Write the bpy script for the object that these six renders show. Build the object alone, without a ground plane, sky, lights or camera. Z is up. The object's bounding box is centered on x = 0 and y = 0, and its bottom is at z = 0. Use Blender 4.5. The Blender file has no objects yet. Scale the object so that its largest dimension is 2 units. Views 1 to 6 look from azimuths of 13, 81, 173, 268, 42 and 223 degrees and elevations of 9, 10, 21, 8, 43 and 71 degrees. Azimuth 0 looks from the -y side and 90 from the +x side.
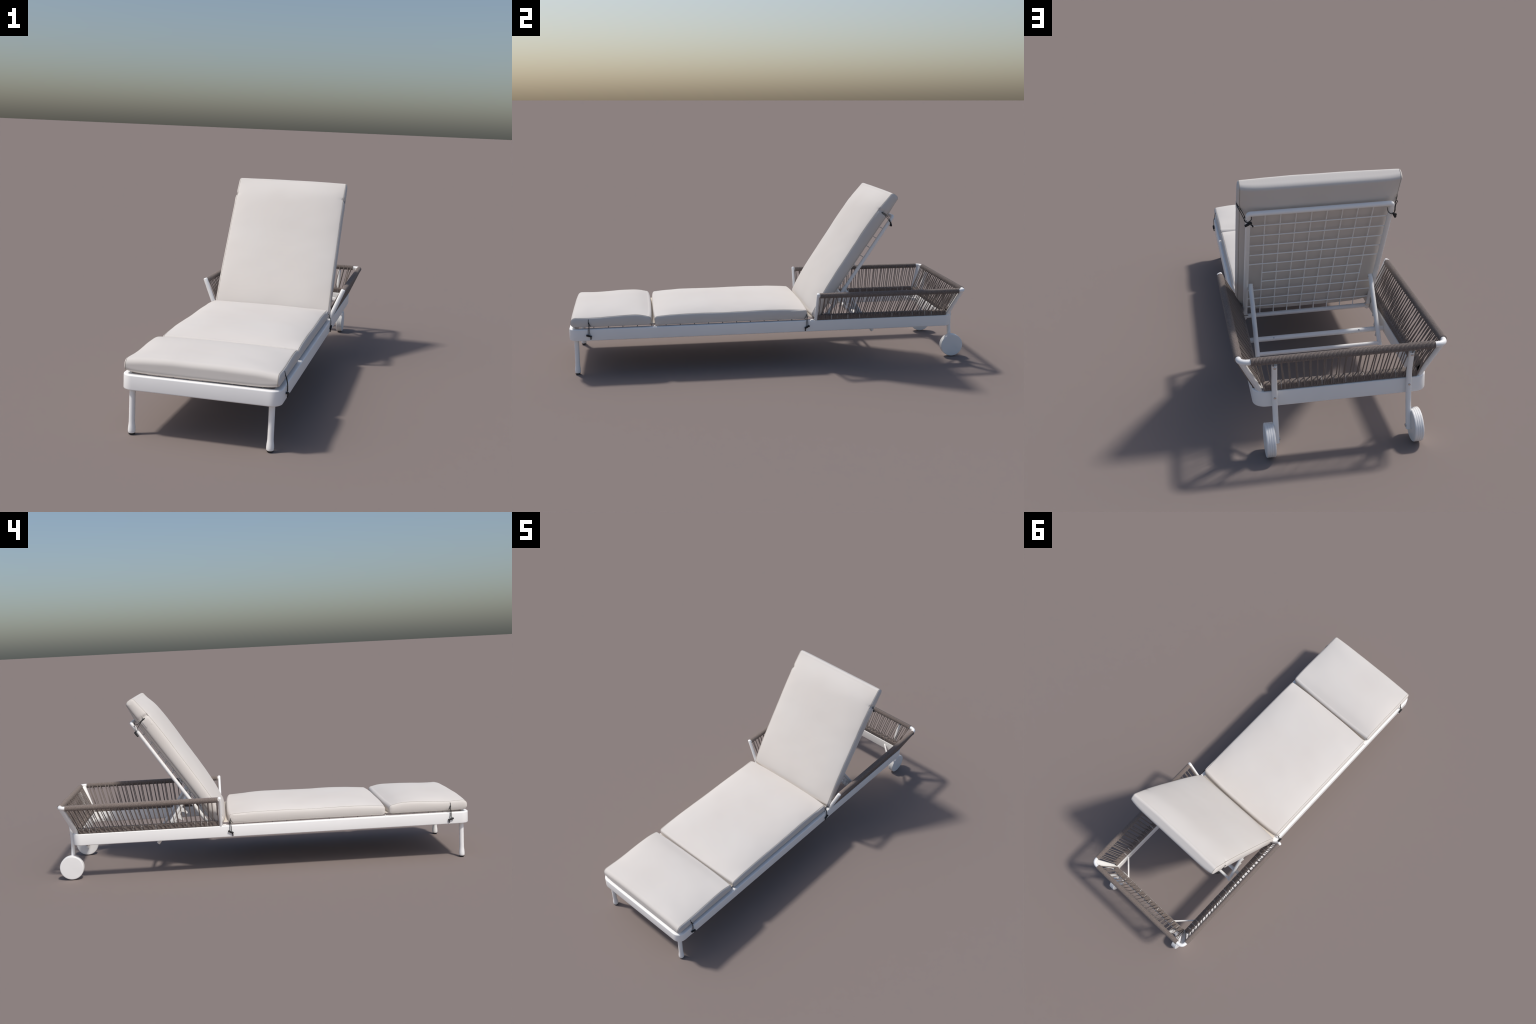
"""Sun lounger: white tube frame on two legs and two wheels, cord-wrapped rear
basket rail, wire grid, raised backrest on a notched prop, three-part cushion."""
import bpy, math, random
from mathutils import Vector, Matrix, noise

random.seed(7)
PI = math.pi

# ------------------------------------------------------------------ materials
def new_mat(name):
    m = bpy.data.materials.new(name)
    m.use_nodes = True
    nt = m.node_tree
    b = nt.nodes["Principled BSDF"]
    return m, nt, b

def grain_mat(name, col_a, col_b, scale, rough, bump=0.0, bump_scale=None, detail=4.0,
              sheen=0.0, metallic=0.0, stretch=(1, 1, 1), spec=0.5):
    """Two close tones mixed by noise on Object coordinates, optional fine bump."""
    m, nt, b = new_mat(name)
    N, L = nt.nodes, nt.links
    tc = N.new("ShaderNodeTexCoord")
    mp = N.new("ShaderNodeMapping")
    mp.inputs["Scale"].default_value = stretch
    L.new(tc.outputs["Object"], mp.inputs["Vector"])
    n1 = N.new("ShaderNodeTexNoise")
    n1.inputs["Scale"].default_value = scale
    n1.inputs["Detail"].default_value = detail
    L.new(mp.outputs["Vector"], n1.inputs["Vector"])
    cr = N.new("ShaderNodeValToRGB")
    cr.color_ramp.elements[0].position = 0.35
    cr.color_ramp.elements[1].position = 0.65
    cr.color_ramp.elements[0].color = (*col_a, 1)
    cr.color_ramp.elements[1].color = (*col_b, 1)
    L.new(n1.outputs["Fac"], cr.inputs["Fac"])
    L.new(cr.outputs["Color"], b.inputs["Base Color"])
    b.inputs["Roughness"].default_value = rough
    b.inputs["Metallic"].default_value = metallic
    b.inputs["Specular IOR Level"].default_value = spec
    if sheen:
        b.inputs["Sheen Weight"].default_value = sheen
        b.inputs["Sheen Roughness"].default_value = 0.6
    if bump:
        n2 = N.new("ShaderNodeTexNoise")
        n2.inputs["Scale"].default_value = bump_scale or scale * 10
        n2.inputs["Detail"].default_value = 3
        L.new(tc.outputs["Object"], n2.inputs["Vector"])
        bp = N.new("ShaderNodeBump")
        bp.inputs["Strength"].default_value = bump
        bp.inputs["Distance"].default_value = 0.001
        L.new(n2.outputs["Fac"], bp.inputs["Height"])
        L.new(bp.outputs["Normal"], b.inputs["Normal"])
    return m

def woven_mat(name, col_a, col_b, pitch):
    """Cushion cloth: broad soft tone drift, fine basket weave in the bump."""
    m = grain_mat(name, col_a, col_b, 3.2, 0.9, sheen=0.0, spec=0.2, detail=2.0)
    nt = m.node_tree
    N, L = nt.nodes, nt.links
    b = N["Principled BSDF"]
    tc = N.new("ShaderNodeTexCoord")
    waves = []
    for ax in ("X", "Y"):
        w = N.new("ShaderNodeTexWave")
        w.bands_direction = ax
        w.inputs["Scale"].default_value = 1.0 / pitch / 20
        L.new(tc.outputs["Object"], w.inputs["Vector"])
        waves.append(w)
    mul = N.new("ShaderNodeMath")
    mul.operation = 'MULTIPLY'
    L.new(waves[0].outputs["Fac"], mul.inputs[0])
    L.new(waves[1].outputs["Fac"], mul.inputs[1])
    bp = N.new("ShaderNodeBump")
    bp.inputs["Strength"].default_value = 0.08
    bp.inputs["Distance"].default_value = 0.0006
    L.new(mul.outputs[0], bp.inputs["Height"])
    L.new(bp.outputs["Normal"], b.inputs["Normal"])
    return m

WHITE = grain_mat("white_powder_coat", (0.970, 0.960, 0.940), (0.990, 0.980, 0.960), 6, 0.40, 0.06, 900)
WHEEL = grain_mat("white_wheel_plastic", (0.885, 0.875, 0.860), (0.915, 0.905, 0.890), 8, 0.45, 0.05, 700)
CLOTH = woven_mat("cushion_cloth", (0.714, 0.667, 0.621), (0.728, 0.689, 0.647), 0.0016)
SEAM = grain_mat("seam_crease_shade", (0.40, 0.365, 0.325), (0.46, 0.42, 0.375), 90, 0.9, spec=0.2)  # darker than the cloth: crease shade put into the seam colour
FLAP = grain_mat("hinge_cloth", (0.66, 0.60, 0.525), (0.70, 0.64, 0.565), 30, 0.9, spec=0.2)
CORD = grain_mat("taupe_cord", (0.182, 0.145, 0.127), (0.255, 0.209, 0.185), 260, 0.85, 0.5, 2600,
                 sheen=0.2, spec=0.25)
BLACK = grain_mat("black_elastic", (0.006, 0.006, 0.007), (0.014, 0.014, 0.016), 300, 0.55)
RUBBER = grain_mat("black_rubber", (0.01, 0.01, 0.01), (0.018, 0.017, 0.016), 60, 0.7)
STEEL = grain_mat("bright_steel", (0.62, 0.60, 0.58), (0.75, 0.73, 0.70), 50, 0.25, metallic=1.0)

# ------------------------------------------------------------------ scene tree
COL = bpy.context.scene.collection

def add(name, mesh, mat, parent, smooth=40.0, kind=None):
    ob = bpy.data.objects.new(name, mesh)
    COL.objects.link(ob)
    if mat and not mesh.materials:
        mesh.materials.append(mat)
    ob.parent = parent
    if kind:
        ob["kind"] = kind
    if smooth is not None:
        try:
            mesh.shade_smooth()
            if smooth < 180:
                mesh.set_sharp_from_angle(angle=math.radians(smooth))
        except AttributeError:
            for p in mesh.polygons:
                p.use_smooth = True
    return ob

class Build:
    """Collects faces from several sweeps into one mesh."""
    def __init__(self):
        self.v, self.f = [], []

    def rings(self, rings, closed=False, cap=True):
        n = len(rings[0])
        o = len(self.v)
        for r in rings:
            self.v.extend(tuple(p) for p in r)
        m = len(rings)
        for i in range(m if closed else m - 1):
            a, b = o + i * n, o + ((i + 1) % m) * n
            for j in range(n):
                k = (j + 1) % n
                self.f.append((a + j, a + k, b + k, b + j))
        if cap and not closed:
            self.f.append(tuple(o + j for j in reversed(range(n))))
            self.f.append(tuple(o + (m - 1) * n + j for j in range(n)))

    def sweep(self, path, section, up=Vector((0, 0, 1)), closed=False, cap=True):
        """section: list of (a, b) or f(i)->list; a along side axis, b along up axis."""
        P = [Vector(p) for p in path]
        n = len(P)
        rings = []
        for i in range(n):
            if closed:
                t = P[(i + 1) % n] - P[i - 1]
            else:
                t = P[min(i + 1, n - 1)] - P[max(i - 1, 0)]
            t.normalize()
            side = t.cross(up)
            if side.length < 1e-4:
                side = t.cross(Vector((1, 0, 0)))
            side.normalize()
            u2 = side.cross(t)
            sec = section(i) if callable(section) else section
            rings.append([P[i] + side * a + u2 * b for a, b in sec])
        self.rings(rings, closed, cap)

    def tube(self, path, r, n=14, **k):
        self.sweep(path, circle(r, n), **k)

    def box(self, c, size, rot=None):
        o = len(self.v)
        for sx in (-.5, .5):
            for sy in (-.5, .5):
                for sz in (-.5, .5):
                    p = Vector((sx * size[0], sy * size[1], sz * size[2]))
                    if rot:
                        p = rot @ p
                    self.v.append(tuple(Vector(c) + p))
        for q in ((0, 1, 3, 2), (4, 6, 7, 5), (0, 4, 5, 1), (2, 3, 7, 6), (0, 2, 6, 4), (1, 5, 7, 3)):
            self.f.append(tuple(o + i for i in q))

    def mesh(self, name):
        me = bpy.data.meshes.new(name)
        me.from_pydata(self.v, [], self.f)
        me.update()
        import bmesh
        bm = bmesh.new()
        bm.from_mesh(me)
        bmesh.ops.recalc_face_normals(bm, faces=bm.faces)
        bm.to_mesh(me)
        bm.free()
        return me

def circle(r, n=14, rb=None):
    rb = rb or r
    return [(r * math.cos(2 * PI * j / n), rb * math.sin(2 * PI * j / n)) for j in range(n)]

def round_rect(w, h, r, k=5):
    out = []
    for cx, cy, a0 in ((w/2 - r, h/2 - r, 0), (-w/2 + r, h/2 - r, 90), (-w/2 + r, -h/2 + r, 180), (w/2 - r, -h/2 + r, 270)):
        for i in range(k + 1):
            a = math.radians(a0 + 90 * i / k)
            out.append((cx + r * math.cos(a), cy + r * math.sin(a)))
    return out

def fillet(pts, r, k=8):
    """Open polyline with rounded inner corners."""
    P = [Vector(p) for p in pts]
    out = [P[0]]
    for i in range(1, len(P) - 1):
        a = (P[i - 1] - P[i]).normalized()
        b = (P[i + 1] - P[i]).normalized()
        ang = a.angle(b)
        d = min(r / math.tan(ang / 2), (P[i-1]-P[i]).length * .49, (P[i+1]-P[i]).length * .49)
        p0, p2 = P[i] + a * d, P[i] + b * d
        for j in range(k + 1):
            t = j / k
            out.append(p0 * (1 - t) ** 2 + P[i] * 2 * t * (1 - t) + p2 * t * t)
    out.append(P[-1])
    return out

def spline(pts, k=8):
    """Catmull-Rom through the control points."""
    P = [Vector(p) for p in pts]
    P = [2 * P[0] - P[1]] + P + [2 * P[-1] - P[-2]]
    out = []
    for i in range(1, len(P) - 2):
        for j in range(k):
            t = j / k
            a, b, c, d = P[i-1], P[i], P[i+1], P[i+2]
            out.append(0.5 * (2*b + (c-a)*t + (2*a-5*b+4*c-d)*t*t + (3*b-a-3*c+d)*t**3))
    out.append(P[-2])
    return out

def interp(table, x):
    """Smooth cubic (finite-difference Hermite) curve through a short (x, y) table."""
    n = len(table)
    if x <= table[0][0]:
        return table[0][1]
    if x >= table[-1][0]:
        return table[-1][1]
    slope = [(table[i+1][1] - table[i][1]) / (table[i+1][0] - table[i][0]) for i in range(n - 1)]
    tang = [slope[0]] + [0.5 * (slope[i-1] + slope[i]) for i in range(1, n - 1)] + [slope[-1]]
    for i in range(n - 1):
        x0, y0 = table[i]
        x1, y1 = table[i + 1]
        if x <= x1:
            h = x1 - x0
            t = (x - x0) / h
            return ((2*t**3 - 3*t**2 + 1) * y0 + (t**3 - 2*t**2 + t) * h * tang[i]
                    + (-2*t**3 + 3*t**2) * y1 + (t**3 - t**2) * h * tang[i+1])

def lathe(build, origin, axis, profile, n=32):
    """profile: list of (axial, radius); axis is a unit Vector."""
    axis = Vector(axis).normalized()
    a = axis.orthogonal().normalized()
    b = axis.cross(a)
    o = Vector(origin)
    rings = []
    for h, r in profile:
        r = max(r, 1e-5)
        rings.append([o + axis * h + (a * math.cos(2*PI*j/n) + b * math.sin(2*PI*j/n)) * r for j in range(n)])
    build.rings(rings)

# ------------------------------------------------------------------ dimensions
HALF = 0.295            # half width of the bed frame
Y0, Y1 = -1.0, 0.925    # front and rear faces
ZB, ZT = 0.172, 0.2285  # frame underside and top
RAILW = 0.032
ZM = (ZB + ZT) / 2
RAIL_X, RAIL_Z = 0.341, 0.3650    # basket rail axis
REAR_Y = 0.9675
POST_Y = 0.211

lounger = bpy.data.objects.new("sun_lounger", None)
COL.objects.link(lounger)
lounger["label"] = "white wheeled sun lounger with beige cushion and taupe cord basket"
lounger["category"] = "sun lounger"

# ------------------------------------------------------------------ bed frame
def frame_path(hx, y0, y1, rad, k=10):
    pts = []
    for cx, cy, a0 in ((hx - rad, y1 - rad, 0), (-hx + rad, y1 - rad, 90), (-hx + rad, y0 + rad, 180), (hx - rad, y0 + rad, 270)):
        for i in range(k + 1):
            a = math.radians(a0 + 90 * i / k)
            pts.append((cx + rad * math.cos(a), cy + rad * math.sin(a), ZM))
    return pts

b = Build()
inset = RAILW / 2
b.sweep(frame_path(HALF - inset, Y0 + inset, Y1 - inset, 0.026), round_rect(RAILW, ZT - ZB, 0.0045, 4), closed=True)
bed = add("bed_frame", b.mesh("bed_frame"), WHITE, lounger, 35)

# corner braces inside the rear corners
for s in (1, -1):
    b = Build()
    p0, p1 = Vector((s * 0.266, 0.811, 0.199)), Vector((s * 0.178, 0.896, 0.199))
    b.sweep([p0, p1], round_rect(0.007, 0.018, 0.002, 2))
    add("corner_brace", b.mesh("corner_brace"), WHITE, bed, 35)

# small hinge lugs on top of the side rails
for s in (1, -1):
    for y, w in ((-0.590, 0.007), (0.193, 0.016)):
        b = Build()
        b.sweep([(s * 0.270, y, ZT + 0.0012), (s * 0.2925, y, ZT + 0.0012)], round_rect(w, 0.005, 0.0012, 2))
        add("rail_lug", b.mesh("rail_lug"), WHITE, bed, 35)

# ------------------------------------------------------------------ front legs
leg_profile = [(0.0045, 0.0), (0.0045, 0.0128), (0.0065, 0.0138), (0.014, 0.0141), (0.024, 0.0136),
               (0.034, 0.0124), (0.044, 0.0114), (0.06, 0.0112), (ZB + 0.006, 0.0112), (ZB + 0.006, 0.0)]
leg_b = Build(); lathe(leg_b, (0, 0, 0), (0, 0, 1), leg_profile, 28)
leg_me = leg_b.mesh("front_leg")
foot_b = Build(); lathe(foot_b, (0, 0, 0), (0, 0, 1), [(0, 0), (0, 0.0115), (0.0012, 0.0126), (0.0055, 0.0128), (0.0055, 0)], 28)
foot_me = foot_b.mesh("rubber_foot")
for s in (1, -1):
    leg = add("front_leg", leg_me, WHITE, lounger, 40)
    leg.location = (s * 0.259, -0.967, 0)
    add("rubber_foot", foot_me, RUBBER, leg, 40)

# ------------------------------------------------------------------ wheel legs and wheels
WHEEL_R = 0.0575
WHEEL_C = Vector((0.2490, 1.0 - WHEEL_R, WHEEL_R))
wb = Build()
hw = 0.0160
tread = []
for i in range(61):
    h = -hw + 2 * hw * i / 60
    edge = min(1.0, (hw - abs(h)) / 0.004)
    r = WHEEL_R - 0.0042 * (1 - math.sqrt(max(0, 1 - (1 - edge) ** 2)))
    for g in (-0.0072, 0.0, 0.0072):
        r -= 0.0009 * math.exp(-((h - g) / 0.0009) ** 2)
    tread.append((h, r))
lathe(wb, (0, 0, 0), (1, 0, 0), [(-hw, 0), (-hw, 0.050)] + tread + [(hw, 0.050), (hw, 0.0)], 72)
wheel_me = wb.mesh("wheel")
cap_b = Build()
lathe(cap_b, (0, 0, 0), (1, 0, 0), [(0, 0.0), (0, 0.0495), (0.0012, 0.0508), (0.0022, 0.0500), (0.0030, 0.03), (0.0033, 0.0)], 64)
cap_me = cap_b.mesh("wheel_disc")
bolt_b = Build()
lathe(bolt_b, (0, 0, 0), (0, 1, 0), [(0, 0), (0, 0.0045), (0.0015, 0.0045), (0.0026, 0.0036), (0.0030, 0.002), (0.0030, 0)], 14)
bolt_me = bolt_b.mesh("bolt")

def bolt(parent, loc, axis, scale=1.0):
    ob = add("bolt", bolt_me, STEEL, parent, 30)
    q = Vector((0, 1, 0)).rotation_difference(Vector(axis))
    ob.rotation_mode = 'QUATERNION'
    ob.rotation_quaternion = q
    ob.location = loc
    ob.scale = (scale,) * 3
    return ob

for s in (1, -1):
    b = Build()
    LX = s * 0.2255
    path = spline([(LX, 0.9425, 0.0445), (LX, 0.9385, 0.10), (LX, 0.9345, 0.16), (LX, 0.9350, 0.215),
                   (LX, 0.9385, 0.26), (LX, 0.9500, 0.305), (LX, 0.9630, 0.3465)], 6)
    b.sweep(path, round_rect(0.0185, 0.0185, 0.0078, 5), up=Vector((0, 1, 0)))
    wl = add("wheel_leg", b.mesh("wheel_leg"), WHITE, lounger, 40)
    bolt(wl, (LX, 0.9435, 0.214), (0, 1, 0.0))
    bolt(wl, (LX, 0.9690, 0.336), (0, 0.97, -0.2), 1.1)
    bolt(wl, (LX - s * 0.009, WHEEL_C.y, WHEEL_R), (-s, 0, 0), 1.2)
    w = add("wheel", wheel_me, WHEEL, lounger, 50)
    w.location = (s * WHEEL_C.x, WHEEL_C.y, WHEEL_C.z)
    if s < 0:
        w.rotation_euler = (0, 0, PI)
    d = add("wheel_disc", cap_me, WHEEL, w, 40)
    d.location = (hw - 0.0022, 0, 0)

# ------------------------------------------------------------------ cord helpers
PITCH = 0.0043

def cord_wrap(build, p0, p1, half_w, half_h, corner, up, handed=1, irregular=0.0):
    """Tightly coiled cord over a bar from p0 to p1: ridged rounded-rectangle sweep."""
    p0, p1 = Vector(p0), Vector(p1)
    L = (p1 - p0).length
    turns = max(2, round(L / PITCH))
    per = 8
    n = turns * per
    base = round_rect(2 * half_w, 2 * half_h, corner, 5)
    m = len(base)
    path = [p0.lerp(p1, i / n) for i in range(n + 1)]
    amp = 0.0027

    def sec(i):
        out = []
        for j, (x, y) in enumerate(base):
            ph = (i / per + handed * j / m) % 1.0
            u = 2 * ph - 1
            ridge = math.sqrt(max(0.0, 1 - u * u)) - 0.75
            k = 1 + amp * ridge / max(half_w, half_h)
            if irregular:
                k += irregular * noise.noise((i * 0.11, j * 0.31, p0.x * 9 + p0.y * 7))
            out.append((x * k, y * k))
        return out
    build.sweep(path, sec, up=up)

# unit cord: radius 1, length 1, twisted three-strand section
cb = Build()
rings = []
for i in range(9):
    rings.append([Vector((math.cos(2*PI*j/8), math.sin(2*PI*j/8), i / 8)) for j in range(8)])
cb.rings(rings)
strand_me = cb.mesh("cord_strand")
CORD_R = 0.0021

def strand(parent, a, b2, r=CORD_R):
    a, b2 = Vector(a), Vector(b2)
    d = b2 - a
    ob = add("cord_strand", strand_me, CORD, parent, None)
    q = Vector((0, 0, 1)).rotation_difference(d)
    ob.rotation_mode = 'QUATERNION'
    ob.rotation_quaternion = q
    ob.location = a
    ob.scale = (r, r, d.length)
    return ob
for p in strand_me.polygons:
    p.use_smooth = True

# ------------------------------------------------------------------ rear basket
WR = 0.0128          # wrapped radius of the top rail
BAND_H, BAND_W = 0.0125, 0.0140
BAND_Z = ZT + 0.0128
SIDE_X = 0.2795
BACK_Y = 0.9105

# bare rail with bent rear corners
b = Build()
rail_pts = fillet([(RAIL_X, POST_Y, RAIL_Z), (RAIL_X - 0.003, REAR_Y, RAIL_Z), (-RAIL_X + 0.003, REAR_Y, RAIL_Z),
                   (-RAIL_X, POST_Y, RAIL_Z)], 0.030, 12)
b.tube(rail_pts, 0.0095, 18)
basket = add("basket_rail", b.mesh("basket_rail"), WHITE, lounger, 50)

# wrapped parts of the rail
WRAP_Y0, WRAP_Y1 = POST_Y + 0.008, 0.9375
WRAP_XR = 0.301
def rail_x(y):
    return RAIL_X - 0.003 * (y - POST_Y) / (REAR_Y - POST_Y)
for s in (1, -1):
    b = Build()
    cord_wrap(b, (s * rail_x(WRAP_Y0), WRAP_Y0, RAIL_Z), (s * rail_x(WRAP_Y1), WRAP_Y1, RAIL_Z), WR, WR, WR * 0.98, Vector((0, 0, 1)), s)
    add("cord_wrap", b.mesh("cord_wrap"), CORD, basket, 180)
b = Build()
cord_wrap(b, (-WRAP_XR, REAR_Y, RAIL_Z), (WRAP_XR, REAR_Y, RAIL_Z), WR, WR, WR * 0.98, Vector((0, 0, 1)))
add("cord_wrap", b.mesh("cord_wrap"), CORD, basket, 180)

# front posts (oval) and splayed rear corner posts
for s in (1, -1):
    b = Build()
    bot, top = Vector((s * 0.2835, POST_Y, ZT - 0.004)), Vector((s * 0.3430, POST_Y, 0.3725))
    path = [bot.lerp(top, i / 8) for i in range(9)]
    d = (top - bot).normalized()
    # rounded upper end
    for h, k in ((0.0022, .93), (0.0038, .75), (0.0046, .4)):
        path.append(top + d * h)
    ks = [1] * 9 + [.93, .75, .4]
    b.sweep(path, lambda i: [(x * ks[i], y * ks[i]) for x, y in circle(0.0105, 20, 0.0076)], up=Vector((0, 1, 0)))
    add("basket_post", b.mesh("basket_post"), WHITE, basket, 50)
    b = Build()
    bot, top = Vector((s * 0.2700, 0.9030, ZT - 0.004)), Vector((s * 0.3310, 0.9570, 0.3630))
    path = [bot.lerp(top, i / 8) for i in range(9)]
    b.sweep(path, round_rect(0.0290, 0.0150, 0.0070, 5), up=Vector((s * 1, 0.72, 0)))
    add("basket_post", b.mesh("basket_post"), WHITE, basket, 50)

# lower bars on the frame, wound in groups with small bare gaps
def lower_band(p0, p1, up):
    p0, p1 = Vector(p0), Vector(p1)
    L = (p1 - p0).length
    d = (p1 - p0) / L
    b = Build()
    b.sweep([p0, p1], round_rect(2 * BAND_W - 0.0045, 2 * BAND_H - 0.004, 0.004, 3), up=up)
    add("lower_bar", b.mesh("lower_bar"), WHITE, basket, 40)
    x = 0.0
    while x < L - 0.006:
        w = random.choice((0.028, 0.033, 0.034, 0.040))
        e = min(L, x + w)
        if L - e < 0.012:
            e = L
        gap = random.choice((0.0010, 0.0018, 0.0026))
        b = Build()
        cord_wrap(b, p0 + d * x, p0 + d * (e - (gap if e < L else 0)), BAND_W, BAND_H, 0.0055, up, 1, 0.05)
        add("cord_wrap", b.mesh("cord_wrap"), CORD, basket, 180)
        x = e

for s in (1, -1):
    lower_band((s * SIDE_X, POST_Y + 0.008, BAND_Z), (s * SIDE_X, 0.892, BAND_Z), Vector((0, 0, 1)))
lower_band((-0.258, BACK_Y - 0.002, BAND_Z), (0.258, BACK_Y - 0.002, BAND_Z), Vector((0, 0, 1)))

# cord strands between rail and lower bar: an outer and an inner layer
# Each station has an outer and an inner cord; on every second station the inner one is
# set aside, so the pair reads as one broad band, on the others they fall in line.
def side_strand(s, yt, yb, layer):
    nx, nz = 0.925, -0.38              # outward normal of the flared side
    top = (s * (rail_x(yt) + layer * nx * (WR - 0.0028)), yt, RAIL_Z + layer * nz * (WR - 0.0028))
    bot = (s * (SIDE_X + layer * (BAND_W + 0.0006)), yb, BAND_Z - 0.006 if layer > 0 else BAND_Z + 0.001)
    strand(basket, top, bot)

def jit(a):
    return random.uniform(-a, a)

for s in (1, -1):
    for k in range(33):
        broad = (k % 2 == 0) if s < 0 else (k % 2 == 1)
        shift = 0.0034 if k % 2 else 0.0                 # stations sit in loose twos
        if s > 0:
            shift *= 0.3
        yt = 0.2220 + 0.02205 * k + shift + jit(0.0012)
        yb = 0.2225 + 0.02065 * k + shift * 0.9 + jit(0.0014)
        side_strand(s, yt, yb, 1)
        off = 0.0037 if broad else 0.0
        side_strand(s, min(yt + off + jit(0.0006), 0.934), yb + off + jit(0.0006), -1)

rear_x = [0.2935] + [0.2760 - 0.0240 * k for k in range(24)] + [-0.2935]
for k, x0 in enumerate(rear_x):
    xt = x0 + (0.0024 if k % 2 else 0.0) + jit(0.0014)
    xb = xt * 0.925 if abs(xt) < 0.285 else math.copysign(0.2560, xt)
    for layer in (1, -1):
        off = 0.0 if layer > 0 else (-0.0042 if k % 2 else 0.0006)
        ny, nz = 0.90, -0.42
        top = (max(-0.298, xt + off), REAR_Y + layer * ny * (WR - 0.0028), RAIL_Z + layer * nz * (WR - 0.0028))
        bot = (xb + off + jit(0.0012), BACK_Y - 0.002 + layer * (BAND_W + 0.0006), BAND_Z - 0.006 if layer > 0 else BAND_Z + 0.001)
        strand(basket, top, bot)

# ------------------------------------------------------------------ seat grid
WIRE = 0.0023
GZ = 0.2195
y = -0.885
while y < 0.19:
    b = Build()
    b.tube([(-0.2645, y, GZ), (0.2645, y, GZ)], WIRE, 8, up=Vector((0, 1, 0)))
    add("grid_wire", b.mesh("grid_wire"), WHITE, bed, 60)
    y += 0.0703
for i in range(9):
    x = (i - 4) * 0.0548
    b = Build()
    b.tube([(x, -0.9695, GZ + 0.004), (x, 0.178, GZ + 0.004)], WIRE, 8, up=Vector((1, 0, 0)))
    add("grid_wire", b.mesh("grid_wire"), WHITE, bed, 60)

# ------------------------------------------------------------------ backrest
TILT = math.radians(56.2)
BD = Vector((0, math.cos(TILT), math.sin(TILT)))      # up along the backrest
BN = Vector((0, -math.sin(TILT), math.cos(TILT)))     # out of its front
BO = Vector((0, 0.246, 0.200))
def bk(x, s, t):
    return BO + BD * s + BN * t + Vector((x, 0, 0))

def bf(x, s, t):
    """Backrest metalwork sits very slightly askew in its hinge."""
    return bk(x, s - 0.004 * x - 0.0005, t)

TX, TR = 0.2525, 0.0092
b = Build()
b.tube(fillet([bf(TX, -0.020, 0), bf(TX, 0.6500, 0), bf(-TX, 0.6500, 0), bf(-TX, -0.020, 0)], 0.011, 6), TR, 16, up=BN)
back = add("backrest_frame", b.mesh("backrest_frame"), WHITE, lounger, 50)
b = Build()
b.tube([bf(-TX, -0.006, 0), bf(TX, -0.006, 0)], TR, 16, up=BN)
add("cross_tube", b.mesh("cross_tube"), WHITE, back, 50)
for s in (1, -1):
    # hinge pin between backrest foot and side rail
    b = Build()
    b.tube([bf(s * 0.240, 0.012, -0.004), bf(s * 0.2665, 0.012, -0.004)], 0.006, 12, up=BN)
    add("hinge_pin", b.mesh("hinge_pin"), STEEL, back, 40)

GT = 0.0105
for k in range(10):
    s = 0.5735 - 0.058 * k
    hx = 0.1935 if k in (5, 6) else 0.2475       # two short rows leave room for the prop
    b = Build()
    b.tube([bf(-hx, s, GT - 0.0042), bf(hx, s, GT - 0.0042)], WIRE, 8, up=BD)
    add("grid_wire", b.mesh("grid_wire"), WHITE, back, 60)
for i in range(8):
    x = (i - 3.5) * 0.0547
    b = Build()
    b.tube([bf(x, 0.6475, 0.004), bf(x, 0.632, GT), bf(x, 0.010, GT), bf(x, -0.004, 0.004)], WIRE, 8, up=Vector((1, 0, 0)))
    add("grid_wire", b.mesh("grid_wire"), WHITE, back, 60)

# ------------------------------------------------------------------ notched prop
PX = 0.2345
PB = Vector((0, 0.5150, 0.1560))
PT = bk(0, 0.212, -0.002)
PU = (PT - PB).normalized()
PP = Vector((0, PU.z * -1, PU.y))       # toward the seat and down
if PP.y > 0:
    PP = -PP
PLEN = (PT - PB).length
def pr(x, a, p):
    return PB + PU * a + PP * p + Vector((x, 0, 0))
b = Build()
b.tube([pr(-PX, 0, 0), pr(PX, 0, 0)], 0.0078, 14, up=PU)
prop = add("backrest_prop", b.mesh("backrest_prop"), WHITE, lounger, 50)
for s in (1, -1):
    b = Build()
    b.tube([pr(s * PX, -0.009, 0), pr(s * PX, PLEN + 0.006, 0)], 0.0090, 16, up=Vector((1, 0, 0)))
    add("prop_arm", b.mesh("prop_arm"), WHITE, prop, 50)
    bolt(prop, pr(s * (PX - 0.0085), PLEN - 0.004, 0), (-s, 0, 0), 0.9)
    # toothed rack: six downward hooks with round notches between
    outline = [(0.205, 0.004)]
    tips = [0.197, 0.158, 0.119, 0.080, 0.041]
    for i, a in enumerate(tips):
        lean = -0.004
        for q in range(7):                       # rounded hook tip
            ang = PI / 2 - PI * q / 6
            outline.append((a + lean + 0.0045 * math.sin(ang), 0.0405 + 0.0045 * math.cos(ang)))
        if i < 4:
            c, nr = a - 0.0205, 0.0120
            for q in range(9):                   # semicircular notch
                ang = PI * q / 8
                outline.append((c + nr * math.cos(ang), 0.0275 - nr * math.sin(ang)))
    outline += [(0.0300, 0.0240), (0.0220, 0.0120), (0.0040, 0.0040)]
    b = Build()
    hwid = 0.0035
    ring0 = [pr(s * PX - hwid, a, p) for a, p in outline]
    ring1 = [pr(s * PX + hwid, a, p) for a, p in outline]
    b.rings([ring0, ring1])
    add("notched_plate", b.mesh("notched_plate"), WHITE, prop, 40)
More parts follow.
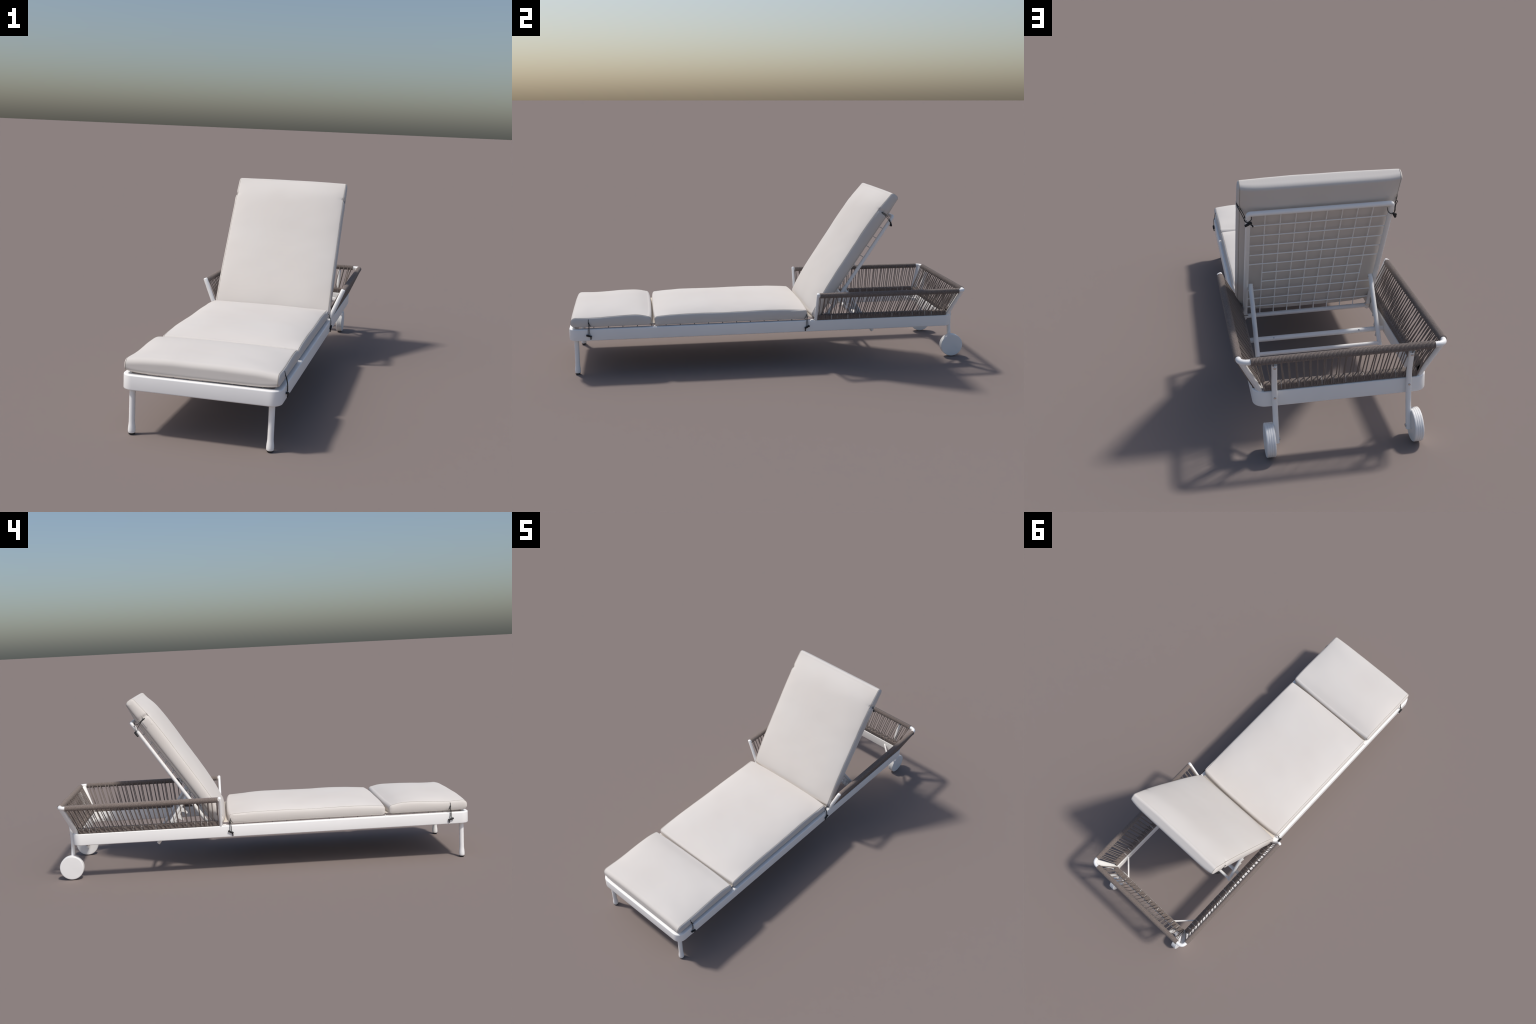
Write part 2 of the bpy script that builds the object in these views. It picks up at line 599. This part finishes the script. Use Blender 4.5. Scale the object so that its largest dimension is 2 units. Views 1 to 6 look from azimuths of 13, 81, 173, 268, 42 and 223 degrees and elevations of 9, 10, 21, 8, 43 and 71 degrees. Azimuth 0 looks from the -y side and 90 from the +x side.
CB = pr(0, 0.0595, 0.0255)
b = Build()
b.tube([CB + Vector((-0.265, 0, 0)), CB + Vector((0.265, 0, 0))], 0.0098, 18, up=Vector((0, 0, 1)))
add("cross_bar", b.mesh("cross_bar"), WHITE, bed, 50)
for x in (-0.165, 0.165):
    bolt(bed, CB + Vector((x, 0.0075, 0.005)), (0, 0.8, 0.5), 0.7)

# ------------------------------------------------------------------ cushions
HW = 0.2765

def cushion(name, L0, L1, top, bot, place, crown=0.018, end_bulge=(0.006, 0.006), rc=(0.018, 0.018), under=0.003, swell=((0, 1), (1, 1)), width=0.278, pinch=None, roll=0.8, seed=0.0):
    """Box cushion in (l, w, h). Side-panel outline = rounded rectangle between the
    bot/top tables; the middle swells by crown. place(w, l, h) -> world point."""
    n_top, n_bot, n_c, n_e = 120, 60, 9, 5
    HW = width

    def outline(f):
        """closed (l, h) outline at width fraction f (0 centre .. 1 side)."""
        g = (1 - abs(f) ** 2.8) ** 0.8
        pts = []
        a0 = L0 - end_bulge[0] * g
        a1 = L1 + end_bulge[1] * g
        def T(l):
            return interp(top, l) + crown * g * interp(swell, l)
        def B(l):
            e = min(1, max(0, (L1 - l) / 0.08))
            return interp(bot, l) - under * (1 - abs(f) ** 9) * (0.35 + 0.65 * e)
        r0, r1 = rc
        # front end rising
        def corner(cx, ch, rx, rh, a_from, a_to, n):
            for i in range(n + 1):
                a = math.radians(a_from + (a_to - a_from) * i / n)
                pts.append((cx + rx * math.cos(a), ch + rh * math.sin(a)))
        corner(a0 + r0, B(a0 + r0) + r0 * .8, r0, r0 * .8, 270, 180, n_c)
        h0, h1 = B(a0 + r0) + r0 * .8, T(a0 + r0) - r0
        for i in range(1, n_e):
            pts.append((a0, h0 + (h1 - h0) * i / n_e))
        corner(a0 + r0, T(a0 + r0) - r0, r0, r0, 180, 90, n_c)
        for i in range(1, n_top):
            l = a0 + r0 + (a1 - r1 - a0 - r0) * i / n_top
            pts.append((l, T(l)))
        corner(a1 - r1, T(a1 - r1) - r1, r1, r1, 90, 0, n_c)
        h0, h1 = T(a1 - r1) - r1, B(a1 - r1) + r1 * roll
        for i in range(1, n_e):
            pts.append((a1, h0 + (h1 - h0) * i / n_e))
        corner(a1 - r1, B(a1 - r1) + r1 * roll, r1, r1 * roll, 0, -90, n_c)
        for i in range(1, n_bot):
            l = a1 - r1 + (a0 + r0 - a1 + r1) * i / n_bot
            pts.append((l, B(l)))
        return pts

    fr = [0, .12, .24, .36, .48, .58, .67, .75, .81, .86, .90, .93, .955, .972, .985, .994]
    def wav(w, l, h):
        return 0.0016 * noise.noise((w * 7 + seed, l * 6, 3.1)) + 0.0009 * noise.noise((w * 19, l * 17 + seed, 1.7))
    side = outline(1.0)
    mid_h = lambda l: 0.5 * (interp(top, l) + interp(bot, l))
    thick = 0.5 * (interp(top, (L0 + L1) / 2) - interp(bot, (L0 + L1) / 2))
    def shrink(p, k):
        l, h = p
        lc = min(max(l, L0 + thick), L1 - thick)
        hc = mid_h(l)
        return (lc + (l - lc) * k, hc + (h - hc) * k)

    rings = []
    def add_ring(pts, w, soft=1.0):
        ring = []
        for l, h in pts:
            d = wav(w, l, h) * soft if h > mid_h(l) else 0.0
            ww = w
            if pinch and abs(w) > 0.9 * HW:          # tie pulls the side panel in
                pull = math.exp(-((l - pinch) / 0.007) ** 2)
                ww = math.copysign(abs(w) - 0.0075 * pull * min(1.0, (abs(w) / HW - 0.9) / 0.1), w)
            ring.append(place(ww, l, h + d))
        rings.append(ring)
    # one side panel, across the cushion, the other side panel
    panel = [(k, 0.0085 * (1 - k ** 2.2) ** 0.6) for k in (0.02, 0.25, 0.45, 0.62, 0.76, 0.87, 0.94, 0.975)]
    panel.append((0.984, -0.0008))
    for k, bulge in panel:
        add_ring([shrink(p, k) for p in side], -(HW + bulge), 0.6 * k)
    for f in reversed(fr):
        add_ring(outline(f), -HW * f)
    for f in fr[1:]:
        add_ring(outline(f), HW * f)
    for k, bulge in reversed(panel):
        add_ring([shrink(p, k) for p in side], HW + bulge, 0.6 * k)
    b = Build()
    b.rings(rings)
    ob = add(name, b.mesh(name), CLOTH, lounger, 180)
    # thin dark tube round each side panel, painting the shade of the seam crease
    for sgn in (-1, 1):
        rim = [shrink(p, 0.990) for p in side]
        path = []
        for l, h in rim:
            d = wav(sgn * HW, l, h) * 0.8 if h > mid_h(l) else 0.0
            path.append(place(sgn * (HW - 0.0006), l, h + d))
        b = Build()
        b.tube(path, 0.0012, 6, closed=True, up=Vector((1, 0, 0)))
        add("seam", b.mesh("seam"), SEAM, ob, 180)
    return ob

def flat(w, l, h):
    return Vector((w, l, h))
def reclined(w, l, h):
    return bk(w, l, h)

foot_c = cushion("foot_cushion", -0.9905, -0.6080,
                 [(-0.985, 0.2850), (-0.88, 0.2820), (-0.72, 0.2890), (-0.66, 0.2870), (-0.608, 0.2760)],
                 [(-0.985, 0.2385), (-0.90, 0.2380), (-0.608, 0.2385)], flat,
                 crown=0.022, end_bulge=(0.0, 0.007), rc=(0.022, 0.016), under=0.0080,
                 swell=((-0.99, 0.25), (-0.93, 0.85), (-0.86, 1.05), (-0.76, 0.95), (-0.67, 0.50), (-0.608, 0.08)), width=0.2800, seed=1.3)
seat_c = cushion("seat_cushion", -0.5885, 0.1690,
                 [(-0.588, 0.2770), (-0.50, 0.2825), (-0.2, 0.2845), (0.05, 0.2855), (0.168, 0.2790)],
                 [(-0.588, 0.2345), (-0.3, 0.2360), (0.168, 0.2350)], flat,
                 crown=0.0243, end_bulge=(0.006, 0.010), rc=(0.014, 0.015), under=0.0085,
                 swell=((-0.588, 0.12), (-0.52, 0.62), (-0.42, 0.92), (-0.28, 1.0), (-0.05, 1.02), (0.05, 0.78), (0.12, 0.42), (0.168, 0.05)),
                 width=0.2775, seed=4.1)
back_c = cushion("back_cushion", 0.0120, 0.7440,
                 [(0.012, 0.076), (0.12, 0.088), (0.40, 0.0935), (0.62, 0.0910), (0.748, 0.0785)],
                 [(0.012, 0.036), (0.10, 0.041), (0.55, 0.0400), (0.64, 0.0385), (0.748, 0.0370)], reclined,
                 crown=0.023, end_bulge=(0.012, 0.0), rc=(0.018, 0.0135), under=0.022,
                 swell=((0.012, 0.10), (0.08, 0.55), (0.20, 0.82), (0.40, 0.94), (0.56, 1.05), (0.66, 0.95), (0.715, 0.45), (0.746, 0.0)), width=0.2785, pinch=0.639, roll=1.5, seed=7.7)

# cloth hinges joining the cushion sections
def hinge_strip(parent, pts, width):
    b = Build()
    path = spline(pts, 5)
    b.sweep(path, round_rect(width, 0.0022, 0.001, 1), up=Vector((0, 0, 1)))
    add("cloth_hinge", b.mesh("cloth_hinge"), FLAP, parent, 60)
hinge_strip(seat_c, [(0, -0.625, 0.2470), (0, -0.605, 0.2420), (0, -0.592, 0.2420), (0, -0.575, 0.2470)], 0.545)
hinge_strip(seat_c, [(0, 0.155, 0.2500), (0, 0.176, 0.2440), (0, 0.192, 0.2420), (0, 0.212, 0.2480)], 0.545)

# tie tabs sewn into the side panels
def tab(parent, place, l0, l1, h0, h1, sgn, proud):
    b = Build()
    rings = []
    n = 8
    for i in range(n + 1):
        u = -1 + 2 * i / n
        l = (l0 + l1) / 2 + (l1 - l0) / 2 * u
        ring = []
        for j in range(12):
            a = 2 * PI * j / 12
            c, s_ = math.cos(a), math.sin(a)
            hh = (h0 + h1) / 2 + (h1 - h0) / 2 * math.copysign(abs(c) ** 0.5, c)
            ww = HW + 0.0035 + (proud * (1 - 0.55 * u ** 6)) * math.copysign(abs(s_) ** 0.7, s_)
            ring.append(place(sgn * ww, l, hh))
        rings.append(ring)
    b.rings(rings)
    return add("tie_tab", b.mesh("tie_tab"), CLOTH, parent, 70)

# ------------------------------------------------------------------ ties
def tie(cords, lock_at, lock_dir, tail, name="cord_tie"):
    b = Build()
    for c in cords:
        b.tube(spline(c, 8), 0.0013, 7, up=Vector((0.3, 0.5, 0.81)))
    t = add(name, b.mesh(name), BLACK, lounger, 180)
    b = Build()
    d = Vector(lock_dir).normalized()
    o = Vector(lock_at)
    lathe(b, o - d * 0.0135, d, [(0, 0), (0, 0.0038), (0.0012, 0.0047), (0.016, 0.0050), (0.0165, 0.0040), (0.0205, 0.0040),
                               (0.021, 0.0047), (0.026, 0.0047), (0.027, 0.0038), (0.027, 0)], 14)
    add("cord_lock", b.mesh("cord_lock"), BLACK, t, 40)
    b = Build()
    b.tube(spline(tail, 6), 0.0026, 8, up=Vector((0.3, 0.5, 0.81)))
    add("cord_tail", b.mesh("cord_tail"), BLACK, t, 60)
    return t

for s in (1, -1):
    X = s
    tab(foot_c, flat, -0.907, -0.877, 0.2435, 0.2800, s, 0.0062)
    tab(seat_c, flat, 0.078, 0.160, 0.2400, 0.2800, s, 0.0058)
    tab(back_c, reclined, 0.5830, 0.6320, 0.0450, 0.0870, s, 0.0072)
    # foot tie
    ya = -0.906
    tie([[(X*.2865, ya, .277), (X*.2905, ya - .001, .262), (X*.2950, ya, .246), (X*.2990, ya - .002, .228), (X*.2995, ya - .003, .203)],
         [(X*.2905, ya + .002, .262), (X*.2955, ya + .004, .246), (X*.2995, ya + .003, .226), (X*.3000, ya + .006, .203)],
         [(X*.2905, ya, .262), (X*.2935, ya + .005, .252), (X*.2945, ya + .011, .244)]],
        (X*.3005, ya + .001, .198), (0, 0.93, -0.30), [(X*.3005, ya + .008, .196), (X*.3000, ya + .010, .189), (X*.2995, ya + .009, .180)])
    # seat tie
    ya = 0.164
    tie([[(X*.2860, ya, .262), (X*.2920, ya + .001, .248), (X*.2985, ya - .002, .228), (X*.2990, ya - .003, .203)],
         [(X*.2860, ya, .262), (X*.2920, ya + .003, .248), (X*.2985, ya + .004, .228), (X*.2990, ya + .005, .203)],
         [(X*.2900, ya, .256), (X*.2915, ya - .006, .247), (X*.2900, ya - .012, .240)]],
        (X*.3000, ya + .001, .198), (0, 0.88, 0.42), [(X*.3000, ya - .006, .194), (X*.2995, ya - .008, .186), (X*.2990, ya - .008, .178)])

# backrest ties: looped round the top of the frame tube
tie([[bk(.2855, .635, .070), bk(.283, .638, .052), bk(.272, .634, .030), bk(.2640, .628, .010), bk(.258, .622, -.008)],
     [bk(.2855, .633, .070), bk(.284, .632, .050), bk(.274, .626, .026), bk(.2660, .620, .004), bk(.260, .616, -.010)],
     [bk(.2640, .624, .012), bk(.2655, .620, -.004), bk(.2560, .618, -.0115), bk(.2420, .624, -.006), bk(.240, .632, .006)]],
    bk(.2530, .612, -.0150), (-0.85, 0.1, 0.45), [bk(.2450, .612, -.0160), bk(.2400, .609, -.0190), bk(.2370, .603, -.0210)])
tie([[bk(-.2855, .635, .070), bk(-.284, .634, .050), bk(-.275, .630, .028), bk(-.2680, .634, .014), bk(-.2705, .645, .014),
      bk(-.2745, .643, .012), bk(-.2690, .630, .006), bk(-.2685, .615, -.002), bk(-.2645, .602, -.008)],
     [bk(-.2855, .633, .070), bk(-.284, .630, .048), bk(-.272, .620, .020), bk(-.2655, .606, -.004)],
     [bk(-.2620, .604, -.010), bk(-.2510, .606, -.0115), bk(-.2420, .612, -.006), bk(-.2395, .622, .006)]],
    bk(-.2660, .596, -.0110), (-0.35, -0.5, -0.6), [bk(-.2690, .592, -.0130), bk(-.2720, .597, -.0110), bk(-.2700, .602, -.0090)])
